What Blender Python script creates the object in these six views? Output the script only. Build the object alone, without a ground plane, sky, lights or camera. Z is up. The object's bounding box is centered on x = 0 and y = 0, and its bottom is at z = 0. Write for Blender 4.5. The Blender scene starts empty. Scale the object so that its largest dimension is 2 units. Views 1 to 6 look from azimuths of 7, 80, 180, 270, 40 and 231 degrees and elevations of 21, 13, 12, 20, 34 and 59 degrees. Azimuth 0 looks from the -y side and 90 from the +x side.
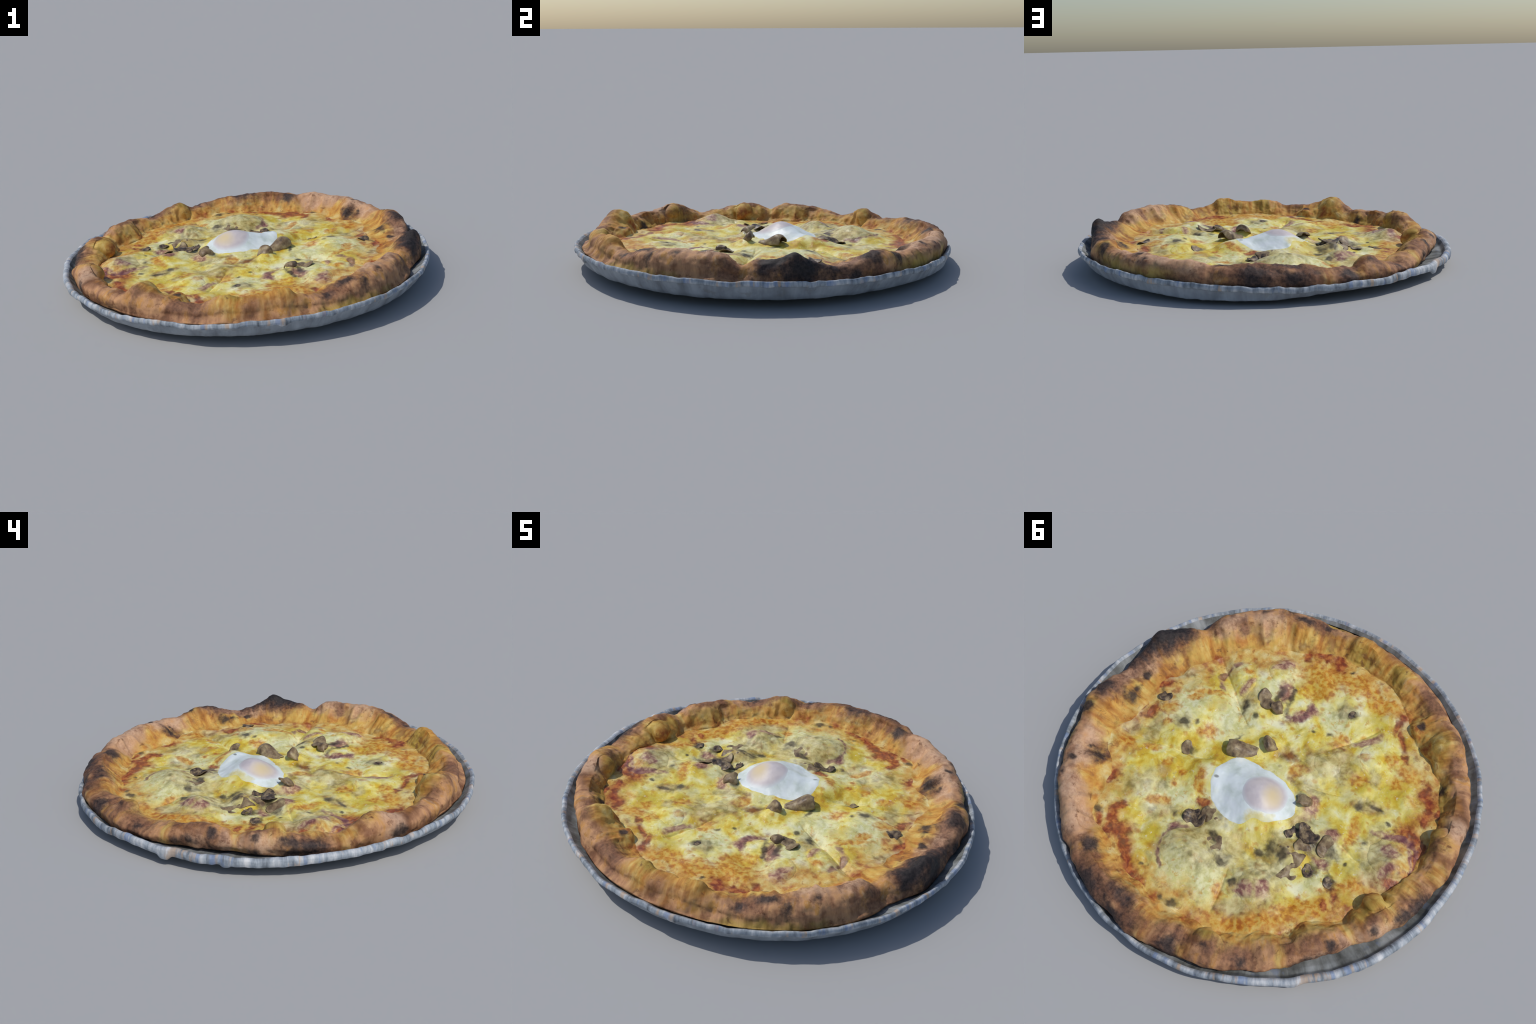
"""A wood-fired pizza with melted cheese, an egg, salami and mushrooms, on a dented thin metal pan."""
import bpy, math
import numpy as np
from math import radians, pi

rng = np.random.default_rng(7)

# ------------------------------------------------------------------ helpers
def hash3(ix, iy, iz, seed):
    h = (ix * 374761393 + iy * 668265263 + iz * 2147483647 + seed * 974634777) & 0xFFFFFFFF
    h = ((h ^ (h >> 13)) * 1274126177) & 0xFFFFFFFF
    h = h ^ (h >> 16)
    return (h & 0xFFFF) / 32767.5 - 1.0

def vnoise(P, seed=0):
    """Smooth value noise, -1..1, at points P (n,3)."""
    I = np.floor(P).astype(np.int64)
    F = P - I
    F = F * F * F * (F * (F * 6 - 15) + 10)
    out = 0
    for dx in (0, 1):
        wx = F[:, 0] if dx else 1 - F[:, 0]
        for dy in (0, 1):
            wy = F[:, 1] if dy else 1 - F[:, 1]
            for dz in (0, 1):
                wz = F[:, 2] if dz else 1 - F[:, 2]
                out = out + wx * wy * wz * hash3(I[:, 0] + dx, I[:, 1] + dy, I[:, 2] + dz, seed)
    return out

def fbm(P, freq, octaves=3, seed=0):
    a, s = 1.0, 0.0
    for o in range(octaves):
        s = s + a * vnoise(P * freq + 17.3 * o, seed + o)
        a *= 0.5
        freq *= 2.03
    return s

def smooth(x):
    x = np.clip(x, 0, 1)
    return x * x * (3 - 2 * x)

def ring(points, theta, blur=2.0):
    """Periodic profile round the pizza: (degrees, value) control points -> values at theta."""
    pts = sorted(points)
    d = np.array([p[0] for p in pts], float)
    v = np.array([p[1] for p in pts], float)
    g = np.arange(0, 360, 0.5)
    y = np.interp(g, np.r_[d[-1] - 360, d, d[0] + 360], np.r_[v[-1], v, v[0]])
    if blur > 0:
        k = np.exp(-0.5 * (np.arange(-24, 25) * 0.5 / blur) ** 2)
        k /= k.sum()
        y = np.convolve(np.r_[y[-24:], y, y[:24]], k, 'valid')
    t = np.degrees(theta) % 360
    return np.interp(t, np.r_[g, 360], np.r_[y, y[0]])

def every(step, *vals):
    return [(i * step, v) for i, v in enumerate(vals)]

def srgb(r, g, b):
    f = lambda c: c / 12.92 if c <= 0.04045 else ((c + 0.055) / 1.055) ** 2.4
    return (f(r / 255), f(g / 255), f(b / 255), 1.0)

def mesh_object(name, verts, faces, mat, parent=None, normals=None):
    me = bpy.data.meshes.new(name)
    me.from_pydata([tuple(v) for v in verts], [], [tuple(f) for f in faces])
    me.polygons.foreach_set('use_smooth', [True] * len(me.polygons))
    if normals is not None:
        me.normals_split_custom_set_from_vertices([tuple(n) for n in normals])
    me.materials.append(mat)
    me.update()
    ob = bpy.data.objects.new(name, me)
    bpy.context.scene.collection.objects.link(ob)
    ob.parent = parent
    return ob

def empty(name, parent=None):
    ob = bpy.data.objects.new(name, None)
    ob.empty_display_size = 0.2
    bpy.context.scene.collection.objects.link(ob)
    ob.parent = parent
    return ob

def grid_faces(rows, cols, wrap=True):
    f = []
    for j in range(rows - 1):
        a, b = j * cols, (j + 1) * cols
        for i in range(cols if wrap else cols - 1):
            k = (i + 1) % cols
            f.append((a + i, b + i, b + k, a + k))
    return f

def vertex_normals(V, quads):
    Q = np.array(quads)
    n = np.cross(V[Q[:, 2]] - V[Q[:, 0]], V[Q[:, 3]] - V[Q[:, 1]])
    N = np.zeros_like(V)
    for c in range(4):
        np.add.at(N, Q[:, c], n)
    return N / np.maximum(np.linalg.norm(N, axis=1, keepdims=True), 1e-12)

# ------------------------------------------------------------------ node helper
class Nodes:
    def __init__(self, name):
        self.mat = bpy.data.materials.new(name)
        self.mat.use_nodes = True
        self.t = self.mat.node_tree
        self.t.nodes.clear()
        self.out = self.n('ShaderNodeOutputMaterial')
        self.co = self.n('ShaderNodeTexCoord').outputs['Object']

    def n(self, kind, **kw):
        nd = self.t.nodes.new(kind)
        for k, v in kw.items():
            setattr(nd, k, v)
        return nd

    def put(self, sock, v):
        if isinstance(v, bpy.types.NodeSocket):
            self.t.links.new(v, sock)
        else:
            sock.default_value = v

    def math(self, op, a, b=0.0, c=0.0, clamp=False):
        nd = self.n('ShaderNodeMath', operation=op, use_clamp=clamp)
        for i, v in enumerate((a, b, c)):
            self.put(nd.inputs[i], v)
        return nd.outputs[0]

    def vec(self, op, a, b=(0, 0, 0), scale=None):
        nd = self.n('ShaderNodeVectorMath', operation=op)
        self.put(nd.inputs[0], a)
        self.put(nd.inputs[1], b)
        if scale is not None:
            self.put(nd.inputs['Scale'], scale)
        return nd.outputs['Value'] if op in ('LENGTH', 'DISTANCE', 'DOT_PRODUCT') else nd.outputs['Vector']

    def noise(self, scale, co=None, detail=4.0, rough=0.55, dist=0.0, color=False):
        nd = self.n('ShaderNodeTexNoise')
        self.put(nd.inputs['Vector'], co if co is not None else self.co)
        self.put(nd.inputs['Scale'], scale)
        self.put(nd.inputs['Detail'], detail)
        self.put(nd.inputs['Roughness'], rough)
        self.put(nd.inputs['Distortion'], dist)
        return nd.outputs['Color' if color else 'Fac']

    def map(self, v, a, b, c=0.0, d=1.0, smooth=True):
        nd = self.n('ShaderNodeMapRange', interpolation_type='SMOOTHSTEP' if smooth else 'LINEAR')
        nd.clamp = True
        for i, x in enumerate((v, a, b, c, d)):
            self.put(nd.inputs[i], x)
        return nd.outputs[0]

    def mix(self, f, a, b, blend='MIX'):
        nd = self.n('ShaderNodeMix', data_type='RGBA', blend_type=blend)
        self.put(nd.inputs[0], f)
        self.put(nd.inputs[6], a)
        self.put(nd.inputs[7], b)
        return nd.outputs[2]

    def ramp(self, v, stops):
        nd = self.n('ShaderNodeValToRGB')
        el = nd.color_ramp.elements
        while len(el) < len(stops):
            el.new(0.5)
        for e, (p, c) in zip(el, stops):
            e.position, e.color = p, c
        self.put(nd.inputs[0], v)
        return nd.outputs[0]

    def scale(self, v, s):
        return self.vec('MULTIPLY', v, s)

    def warp(self, amp, scale, co=None, detail=3.0):
        base = co if co is not None else self.co
        w = self.vec('SUBTRACT', self.noise(scale, base, detail, color=True), (0.5, 0.5, 0.5))
        return self.vec('ADD', base, self.vec('SCALE', w, scale=amp))

    def patches(self, co, items, height=(0.0, 10.0), grow=1.2):
        """Distance (in patch radii) to the nearest of some elliptical patches: 0 centre, 1 edge."""
        best = None
        for it in items:
            x, y, a, b, rot = it[:5]
            z, c = it[5:7] if len(it) > 5 else height
            m = self.n('ShaderNodeMapping', vector_type='TEXTURE')
            # a vanishing share of the running result keeps the evaluation in sequence
            self.put(m.inputs['Vector'], co if best is None else self.vec('ADD', co, self.vec('SCALE', (1e-9, 0, 0), scale=best)))
            m.inputs['Location'].default_value = (x, y, z)
            m.inputs['Rotation'].default_value = (0, 0, radians(rot))
            m.inputs['Scale'].default_value = (a * grow, b * grow, c)
            d = self.vec('LENGTH', m.outputs[0])
            best = d if best is None else self.math('SMOOTH_MIN', best, d, 0.25)
        return best

    def finish(self, color, rough=0.55, spec=0.35, bump=None, strength=0.3, dist=0.004, **kw):
        p = self.n('ShaderNodeBsdfPrincipled')
        self.put(p.inputs['Base Color'], color)
        self.put(p.inputs['Roughness'], rough)
        self.put(p.inputs['Specular IOR Level'], spec)
        for k, v in kw.items():
            self.put(p.inputs[k], v)
        if bump is not None:
            b = self.n('ShaderNodeBump')
            self.put(b.inputs['Height'], bump)
            b.inputs['Strength'].default_value = strength
            b.inputs['Distance'].default_value = dist
            self.t.links.new(b.outputs[0], p.inputs['Normal'])
        self.t.links.new(p.outputs[0], self.out.inputs[0])
        return self.mat


# ------------------------------------------------------------------ profiles round the pizza
# height of the crest of the crust, every 6 degrees
CREST_Z = every(6, .222, .186, .172, .189, .222, .208, .180, .186, .197, .196, .189, .186, .186, .184, .186,
                .177, .166, .160, .146, .129, .138, .160, .130, .117, .128, .152, .160, .156, .138, .160,
                .164, .138, .128, .141, .176, .192, .164, .172, .160, .170, .222, .199, .178, .172, .175,
                .206, .200, .210, .234, .198, .195, .198, .222, .234, .237, .235, .235, .212, .208, .220)
# radius of the crest
CREST_R = every(15, .892, .88, .885, .885, .888, .888, .885, .870, .855, .848, .842, .842, .85, .86, .866, .87,
                .868, .855, .845, .842, .848, .845, .838, .845)
# outermost bulge of the crust
OUTER_R = [(0, 0.952), (6, 0.924), (12, 0.916), (20, 0.938), (27, 0.955), (35, 0.945), (45, 0.950), (55, 0.960), (65, 0.958),
           (75, 0.960), (85, 0.967), (95, 0.975), (105, 0.975), (115, 0.958), (123, 0.961), (130, 0.951), (140, 0.938),
           (150, 0.910), (160, 0.898), (170, 0.917), (180, 0.932), (190, 0.940), (200, 0.948), (210, 0.945), (216, 0.952),
           (224, 0.948), (232, 0.936), (240, 0.940), (247, 0.930), (255, 0.918), (265, 0.920), (275, 0.910), (285, 0.915),
           (295, 0.915), (303, 0.932), (311, 0.945), (320, 0.947), (328, 0.935), (336, 0.915), (343, 0.903), (350, 0.915), (356, 0.960)]
# where crust and topping meet
INNER_R = [(3, .735), (10, .724), (19, .706), (27, .717), (33, .765), (39, .775), (46, .744), (54, .725), (60, .775),
           (66, .82), (74, .80), (86, .785), (96, .77), (110, .765), (121, .78), (129, .785), (136, .785), (142, .765),
           (149, .76), (158, .735), (166, .765), (174, .755), (181, .765), (188, .79), (193, .80), (200, .80), (206, .785),
           (213, .815), (222, .805), (232, .80), (239, .775), (244, .74), (252, .72), (259, .74), (265, .79), (276, .778),
           (286, .770), (295, .765), (304, .731), (312, .728), (324, .725), (339, .70), (347, .705), (355, .715)]
# how steep the crust's inner face stands: 0 a gentle slope, 1 a round wall
STEEP = [(0, .10), (15, .05), (30, .05), (50, .15), (65, .2), (85, .4), (100, .5), (125, .75), (140, .6), (152, .65), (160, .5), (178, .8),
         (195, .6), (206, .8), (225, .6), (241, .7), (255, .5), (275, .4), (290, .4), (310, .2), (330, .15), (348, .05)]
# pinches where the roll of dough is folded: angle, half width in degrees, depth
PINCHES = [(75.5, 2.2, .020), (343.2, 2.6, .026), (26.5, 1.6, .008), (119, 3, .014), (138, 3, .012), (167, 3, .022),
           (195, 3, .014), (232, 3, .008), (263, 3, .008), (298, 3.5, .010), (13, 4, .006), (302, 2.0, .010)]
# blown-up bubbles in the dough: x, y, z, radius
BUBBLES = [(-.395, -.725, .160, .058), (-.745, -.412, .126, .054), (-.800, .030, .105, .056),
           (-.490, .700, .105, .056), (-.235, -.715, .085, .068), (.80, .405, .140, .066)]
FLARE = [(0, .45), (30, .5), (60, .75), (95, .8), (115, .45), (140, .05), (170, .0), (235, .2), (258, .85), (335, .85), (347, .4)]
# rim of the pan, every 15 degrees
RIM_R = every(15, .995, .993, .990, .986, .984, .984, .985, .987, .987, .984, .985, .993, .991, .986, .988, .993,
              .993, .990, .989, .986, .988, .992, .995, .996)
RIM_Z = every(15, .135, .131, .126, .121, .112, .100, .091, .087, .084, .084, .086, .087, .089, .096, .105, .112,
              .114, .119, .128, .137, .141, .141, .140, .139)
BASE_R = [(0, .940), (9, .943), (26, .932), (40, .945), (52, .950), (65, .955), (80, .966), (92, .964), (103, .955), (115, .945), (126, .950), (145, .946),
          (160, .955), (175, .950), (190, .935), (204, .925), (222, .940), (240, .950), (260, .945), (275, .938), (293, .936), (307, .938), (318, .936), (330, .938), (345, .942)]
BASE_Z = [(0, .044), (45, .042), (60, .030), (78, .022), (92, .024), (105, .038), (140, .046), (180, .046), (215, .040), (245, .040), (270, .046), (300, .052), (330, .047)]

def plane(x, y):
    """The pizza lies slightly tilted in its dented pan."""
    return .108 + .043 * x - .030 * y

# mounds of topping: x, y, height, radius along, radius across, turn
MOUNDS = [(-.080, .105, .070, .130, .115, 0), (.06, .16, .034, .12, .09, 30), (.19, .03, .022, .09, .06, 40),
          (.13, -.11, .034, .055, .045, 40), (-.215, -.055, .032, .045, .04, 10), (-.355, .02, .018, .06, .05, 90), (-.17, .19, .012, .11, .09, 140),
          (-.365, .166, .040, .065, .05, 30), (-.10, .52, .050, .15, .09, 10), (-.37, .37, .036, .10, .075, 30), (-.06, .345, .022, .09, .07, 0),
          (-.70, -.17, .040, .10, .08, 110), (.45, .06, .032, .13, .09, 100), (.276, -.27, .012, .05, .045, 0), (.19, .22, .034, .09, .08, 0),
          (.46, -.41, .010, .10, .10, 0), (.06, -.50, .008, .12, .08, 40), (-.20, -.40, .014, .14, .06, 35), (-.45, -.05, .018, .14, .06, 20),
          (.30, .47, .012, .16, .12, 60), (.55, .33, .010, .14, .10, 30), (-.10, -.27, .012, .08, .06, 0), 
          (-.07, .66, .012, .15, .07, 0), (-.28, .52, .016, .12, .10, 0), (-.54, .44, .022, .14, .10, 120), (-.64, -.02, .016, .12, .08, 90), (-.25, .72, .018, .10, .07, 20),
          (.24, -.46, -.016, .10, .08, 0), (.03, -.42, -.014, .09, .08, 0), (-.28, -.07, -.014, .08, .06, 0), (.15, .45, -.016, .11, .08, 0), (.43, -.27, .012, .10, .09, 0),
          (.20, -.25, -.016, .08, .07, 40), (.34, -.07, .010, .08, .07, 0), (.59, .13, .018, .11, .09, 0), (-.10, .22, .016, .09, .07, 0), (.35, .68, .010, .1, .08, 0), (.36, -.47, -.012, .09, .07, 0), (.14, .54, -.014, .09, .08, 0), (-.29, .08, -.012, .06, .06, 0),
          (-.48, .06, -.010, .08, .07, 0), (-.47, -.33, -.012, .10, .08, 0), (-.34, -.46, -.012, .10, .08, 0), (-.42, .32, -.008, .07, .06, 0),
          (.75, .17, -.008, .13, .12, 90), (.66, .28, -.014, .16, .12, 30), (.74, -.02, -.014, .16, .1, 90), (.50, -.58, -.022, .18, .11, 35), (-.49, -.58, -.012, .18, .1, 130),
          (-.19, -.24, -.014, .08, .08, 0), (.03, .40, -.018, .06, .04, 0), (-.27, .28, -.014, .08, .06, 40)]
# cuts of the pizza wheel: direction in degrees, from radius, to radius
CUTS = [(33, .25, .76), (342, .26, .74), (258, .30, .62), (122, .48, .74), (217, .16, .40), (185, .45, .66)]

def height(x, y):
    """Upper surface of the cheese."""
    P = np.stack([x, y, np.zeros_like(x)], 1)
    h = plane(x, y)
    for mx, my, mh, a, b, rot in MOUNDS:
        c, s = math.cos(radians(rot)), math.sin(radians(rot))
        u, v = (x - mx) * c + (y - my) * s, -(x - mx) * s + (y - my) * c
        h = h + mh * np.exp(-((u / a) ** 2 + (v / b) ** 2))
    r = np.hypot(x, y)
    calm = 1 - .75 * np.exp(-(((x + .06) / .17) ** 2 + ((y - .1) / .15) ** 2) ** 2)   # the egg is smooth
    W = P + .03 * np.stack([vnoise(P * 7, 5), vnoise(P * 7, 6), 0 * x], 1)
    h = h + calm * (.0065 * fbm(W, 7.5, 2, 11) + .0035 * vnoise(W * 19, 12) + .0014 * fbm(W, 42, 2, 13))
    th = np.arctan2(y, x)
    for d, r0, r1 in CUTS:
        t = radians(d)
        along = x * math.cos(t) + y * math.sin(t)
        off = -x * math.sin(t) + y * math.cos(t) + .010 * vnoise(P * 6, 21)
        m = smooth((along - r0) / .06) * smooth((r1 - along) / .06)
        h = h - m * (.006 * np.exp(-(off / .006) ** 2) + (.022 if d in (33, 342) else .008) * np.exp(-(off / .034) ** 2))
    return h

# ------------------------------------------------------------------ materials
# patches seen in the cheese: x, y, radius along, radius across, turn
SAUCE = [
    (0.711, 0.099, 0.043, 0.019, 71), (0.623, 0.226, 0.046, 0.027, 91), (0.677, 0.249, 0.037, 0.020, 96), (0.455, 0.587, 0.049, 0.040, 71),
    (0.440, 0.639, 0.030, 0.020, 81), (0.064, 0.307, 0.037, 0.020, 21), (0.382, -0.640, 0.043, 0.027, 31), (0.284, -0.675, 0.021, 0.047, 61),
    (0.431, -0.581, 0.018, 0.034, 51), (-0.163, -0.659, 0.016, 0.047, 31), (-0.231, -0.632, 0.013, 0.074, 59), (-0.317, -0.573, 0.013, 0.030, 51),
    (-0.137, -0.713, 0.023, 0.019, 51), (0.257, 0.687, 0.027, 0.037, 51), (0.284, 0.744, 0.017, 0.040, 51), (0.202, 0.709, 0.079, 0.034, 51),
    (0.106, 0.717, 0.029, 0.050, 61), (0.054, 0.750, 0.021, 0.040, 51), (-0.017, 0.777, 0.027, 0.040, 81), (-0.068, 0.770, 0.018, 0.034, 91),
    (0.288, 0.632, 0.037, 0.020, 81), (-0.580, -0.492, 0.018, 0.074, 41), (-0.621, -0.433, 0.018, 0.030, 51), (-0.629, -0.504, 0.024, 0.030, 51),
    (-0.650, -0.330, 0.043, 0.047, 51), (-0.738, -0.292, 0.040, 0.060, 31), (-0.780, -0.225, 0.030, 0.027, 51), (-0.774, -0.178, 0.027, 0.020, 51),
    (-0.760, -0.108, 0.055, 0.017, 36), (-0.634, 0.459, 0.049, 0.020, 66), (-0.597, -0.323, 0.049, 0.027, 31), (-0.655, 0.139, 0.018, 0.040, 41),
    (-0.657, 0.194, 0.011, 0.023, 51), (-0.510, -0.539, 0.037, 0.040, 51),
]
BROWNED = [
    (0.261, -0.567, 0.116, 0.074, 41), (0.219, -0.486, 0.067, 0.040, 51), (0.157, -0.644, 0.091, 0.054, 31), (0.074, -0.681, 0.061, 0.034, 31),
    (-0.286, -0.521, 0.027, 0.030, 51), (-0.198, -0.426, 0.021, 0.017, 51), (0.551, 0.419, 0.037, 0.027, 31), (0.449, 0.335, 0.037, 0.020, 31),
    (0.337, 0.328, 0.017, 0.017, 51), (0.235, 0.366, 0.017, 0.019, 51), (0.255, 0.309, 0.017, 0.017, 51), (0.539, -0.045, 0.061, 0.015, 43),
    (0.510, -0.078, 0.015, 0.012, 51), (0.522, 0.210, 0.021, 0.019, 51), (0.574, 0.148, 0.037, 0.034, 51), (0.366, 0.085, 0.043, 0.040, 81),
    (0.163, 0.258, 0.021, 0.060, 51), (-0.061, -0.118, 0.030, 0.040, 51), (-0.072, -0.155, 0.024, 0.020, 51), (-0.264, -0.321, 0.043, 0.034, 51),
    (-0.379, -0.465, 0.030, 0.030, 51), (-0.053, -0.393, 0.037, 0.040, 51), (-0.555, 0.398, 0.122, 0.040, 61), (-0.595, 0.276, 0.024, 0.040, 51),
    (-0.663, 0.030, 0.110, 0.027, 56), (-0.540, 0.446, 0.098, 0.040, 61), (-0.486, 0.556, 0.091, 0.034, 36), (-0.323, 0.520, 0.018, 0.047, 36),
    (-0.398, 0.567, 0.021, 0.020, 51), (-0.042, -0.689, 0.073, 0.040, 41), (0.206, 0.470, 0.049, 0.020, 51), (0.554, 0.012, 0.037, 0.017, 71),
    (-0.463, -0.134, 0.024, 0.074, 31), (0.515, -0.283, 0.027, 0.015, 51), (-0.640, 0.227, 0.079, 0.040, 71), (-0.376, -0.538, 0.061, 0.034, 21),
]
GREY = [
    (-0.045, 0.433, 0.110, 0.101, 31), (-0.110, 0.388, 0.030, 0.060, 71), (-0.152, 0.487, 0.073, 0.054, 51), (-0.351, 0.304, 0.091, 0.060, 51),
    (-0.408, 0.388, 0.091, 0.081, 51), (0.153, 0.506, 0.055, 0.040, 51), (0.017, 0.557, 0.037, 0.087, 21), (-0.030, 0.338, 0.049, 0.081, 71),
    (-0.399, 0.280, 0.061, 0.087, 51), (-0.339, 0.177, 0.073, 0.054, 31), (-0.446, 0.014, 0.055, 0.074, 71), (-0.607, -0.149, 0.067, 0.107, 51),
    (-0.140, -0.292, 0.104, 0.074, 61), (-0.079, -0.233, 0.067, 0.060, 51), (0.060, -0.516, 0.049, 0.034, 51), (0.394, -0.178, 0.043, 0.060, 31),
    (0.533, 0.272, 0.030, 0.060, 31), (0.606, 0.347, 0.037, 0.030, 51), (0.697, -0.020, 0.067, 0.023, 71), (0.318, 0.466, 0.091, 0.054, 71),
    (-0.154, -0.120, 0.085, 0.027, 31), (-0.401, -0.276, 0.079, 0.030, 36), (0.467, 0.148, 0.034, 0.030, 51), (-0.308, -0.392, 0.024, 0.040, 51),
    (-0.193, 0.371, 0.061, 0.081, 51), (-0.285, 0.019, 0.043, 0.040, 51), (-0.696, -0.074, 0.073, 0.040, 31), (-0.421, 0.508, 0.073, 0.034, 51),
]
DARK = [
    (0.056, 0.398, 0.067, 0.015, 46), (0.020, 0.377, 0.021, 0.028, 11), (-0.112, 0.386, 0.016, 0.030, 61), (-0.335, 0.446, 0.018, 0.013, 51),
    (-0.287, 0.256, 0.021, 0.019, 51), (-0.325, 0.050, 0.030, 0.034, 51), (-0.381, 0.058, 0.043, 0.050, 81), (-0.355, 0.197, 0.027, 0.023, 51),
    (-0.306, 0.210, 0.024, 0.034, 51), (-0.490, 0.129, 0.030, 0.027, 11), (-0.582, 0.098, 0.023, 0.034, 61), (-0.471, 0.012, 0.027, 0.040, 71),
    (-0.382, -0.239, 0.017, 0.023, 51), (0.015, -0.528, 0.022, 0.017, 76), (0.013, -0.376, 0.018, 0.011, 31), (0.069, -0.319, 0.010, 0.009, 51),
    (0.270, -0.344, 0.012, 0.081, 36), (0.315, -0.308, 0.015, 0.040, 21), (0.217, -0.682, 0.010, 0.009, 51), (0.273, -0.268, 0.030, 0.020, 81),
    (0.656, 0.137, 0.015, 0.040, 63), (0.471, 0.148, 0.020, 0.015, 21), (0.434, 0.104, 0.012, 0.015, 51), (0.340, 0.206, 0.027, 0.013, 21),
    (0.382, -0.146, 0.017, 0.034, 31), (0.295, -0.154, 0.015, 0.015, 51), (0.247, 0.007, 0.037, 0.009, 86), (-0.242, 0.716, 0.024, 0.024, 21),
    (-0.189, 0.737, 0.011, 0.015, 51), (0.333, 0.713, 0.016, 0.016, 51), (-0.186, -0.047, 0.021, 0.027, 51), (-0.223, 0.434, 0.027, 0.017, 21),
    (-0.528, -0.147, 0.012, 0.013, 51), (-0.436, -0.300, 0.030, 0.009, 16), (-0.568, -0.004, 0.009, 0.009, 51), (-0.015, 0.715, 0.010, 0.007, 51),
    (-0.523, -0.288, 0.010, 0.012, 51),
]
HAM = [
    (0.456, -0.231, 0.016, 0.057, 16), (0.445, -0.415, 0.040, 0.017, 51), (0.439, -0.467, 0.037, 0.027, 51), (0.166, -0.326, 0.070, 0.023, 69),
    (0.158, -0.397, 0.018, 0.027, 51), (-0.139, -0.503, 0.061, 0.020, 69), (-0.238, -0.069, 0.034, 0.054, 31), (-0.416, -0.039, 0.049, 0.023, 26),
    (-0.642, -0.194, 0.027, 0.040, 76), (-0.590, -0.261, 0.073, 0.017, 36), (-0.710, -0.255, 0.010, 0.081, 51), (-0.701, -0.121, 0.037, 0.017, 71),
    (-0.399, 0.424, 0.037, 0.027, 51), (-0.437, 0.369, 0.030, 0.034, 51), (0.055, 0.482, 0.027, 0.011, 76), (0.316, -0.356, 0.030, 0.054, 41),
    (-0.488, 0.070, 0.037, 0.027, 11),
]
CREAM = [
    (0.561, 0.045, 0.091, 0.081, 51), (0.350, -0.068, 0.091, 0.087, 51), (0.061, -0.454, 0.067, 0.060, 51), (-0.114, 0.619, 0.073, 0.094, 51),
    (-0.243, 0.538, 0.098, 0.081, 51), (0.492, -0.460, 0.098, 0.054, 51), (0.373, -0.455, 0.061, 0.054, 51), (0.002, -0.046, 0.055, 0.040, 41),
    (-0.410, 0.225, 0.049, 0.047, 51), (-0.552, 0.157, 0.049, 0.040, 51), (0.588, -0.242, 0.043, 0.040, 51), (0.193, 0.409, 0.085, 0.060, 51),
    (0.382, -0.281, 0.049, 0.054, 51), (-0.331, -0.033, 0.037, 0.040, 51), (-0.361, -0.519, 0.037, 0.027, 51),
]
YELLOW = [
    (-0.112, 0.611, 0.043, 0.040, 51), (-0.242, 0.469, 0.079, 0.040, 41), (-0.432, 0.503, 0.073, 0.040, 51), (-0.268, -0.294, 0.085, 0.060, 51),
    (-0.390, -0.424, 0.073, 0.060, 51), (-0.059, -0.772, 0.049, 0.060, 51), (0.553, -0.163, 0.037, 0.074, 71), (-0.659, 0.085, 0.073, 0.040, 51),
    (-0.229, 0.198, 0.061, 0.060, 51), (0.358, 0.552, 0.049, 0.040, 51), (-0.068, -0.603, 0.055, 0.040, 51), (0.086, 0.586, 0.043, 0.034, 51),
]


def arc_patches(cx, cy, R, a0, a1, width, n=6):
    """Short patches strung along the rim of a slice."""
    out = []
    for k in range(n):
        a = a0 + (a1 - a0) * k / (n - 1)
        t = radians(a)
        out.append((cx + R * math.cos(t), cy + R * math.sin(t), width, abs(a1 - a0) / (n - 1) * pi / 180 * R * .62, a))
    return out

RIND = (arc_patches(-.665, -.190, .108, 190, 335, .010, 8) + arc_patches(.505, -.215, .092, -25, 80, .011, 6) + arc_patches(-.085, .520, .128, -30, 75, .009, 6)
        + arc_patches(.215, -.345, .062, 100, 222, .013, 5))

def seam_offset(m):
    """Distance outward from the line where topping meets crust (the line is a slow wave round the pizza)."""
    flat = m.scale(m.co, (1, 1, 0))
    unit = m.vec('NORMALIZE', flat)
    sep = m.n('ShaderNodeSeparateXYZ')
    m.put(sep.inputs[0], unit)
    c, s = sep.outputs[0], sep.outputs[1]
    line = m.math('ADD', .757, m.math('ADD', m.math('MULTIPLY', c, -.026), m.math('MULTIPLY', s, .011)))
    cc = m.math('SUBTRACT', m.math('MULTIPLY', c, c), m.math('MULTIPLY', s, s))
    line = m.math('ADD', line, m.math('ADD', m.math('MULTIPLY', cc, -.021), m.math('MULTIPLY', m.math('MULTIPLY', c, s), .019)))
    return m.math('SUBTRACT', m.vec('LENGTH', flat), line)

def seam_colour(m):
    """Sauce, browned cheese and oil that run together at the foot of the crust."""
    co = m.warp(.06, 7, detail=4)
    a = m.noise(13, co, 5, .6)
    col = m.ramp(a, [(.33, srgb(150, 72, 40)), (.41, srgb(182, 118, 58)), (.48, srgb(204, 154, 78)), (.56, srgb(214, 180, 104)), (.66, srgb(224, 206, 148))])
    b = m.noise(24, m.vec('ADD', co, (2.3, 1.1, .4)), 4, .6)
    return m.mix(m.map(b, .56, .66, 0, .7), col, srgb(140, 78, 34))

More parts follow.
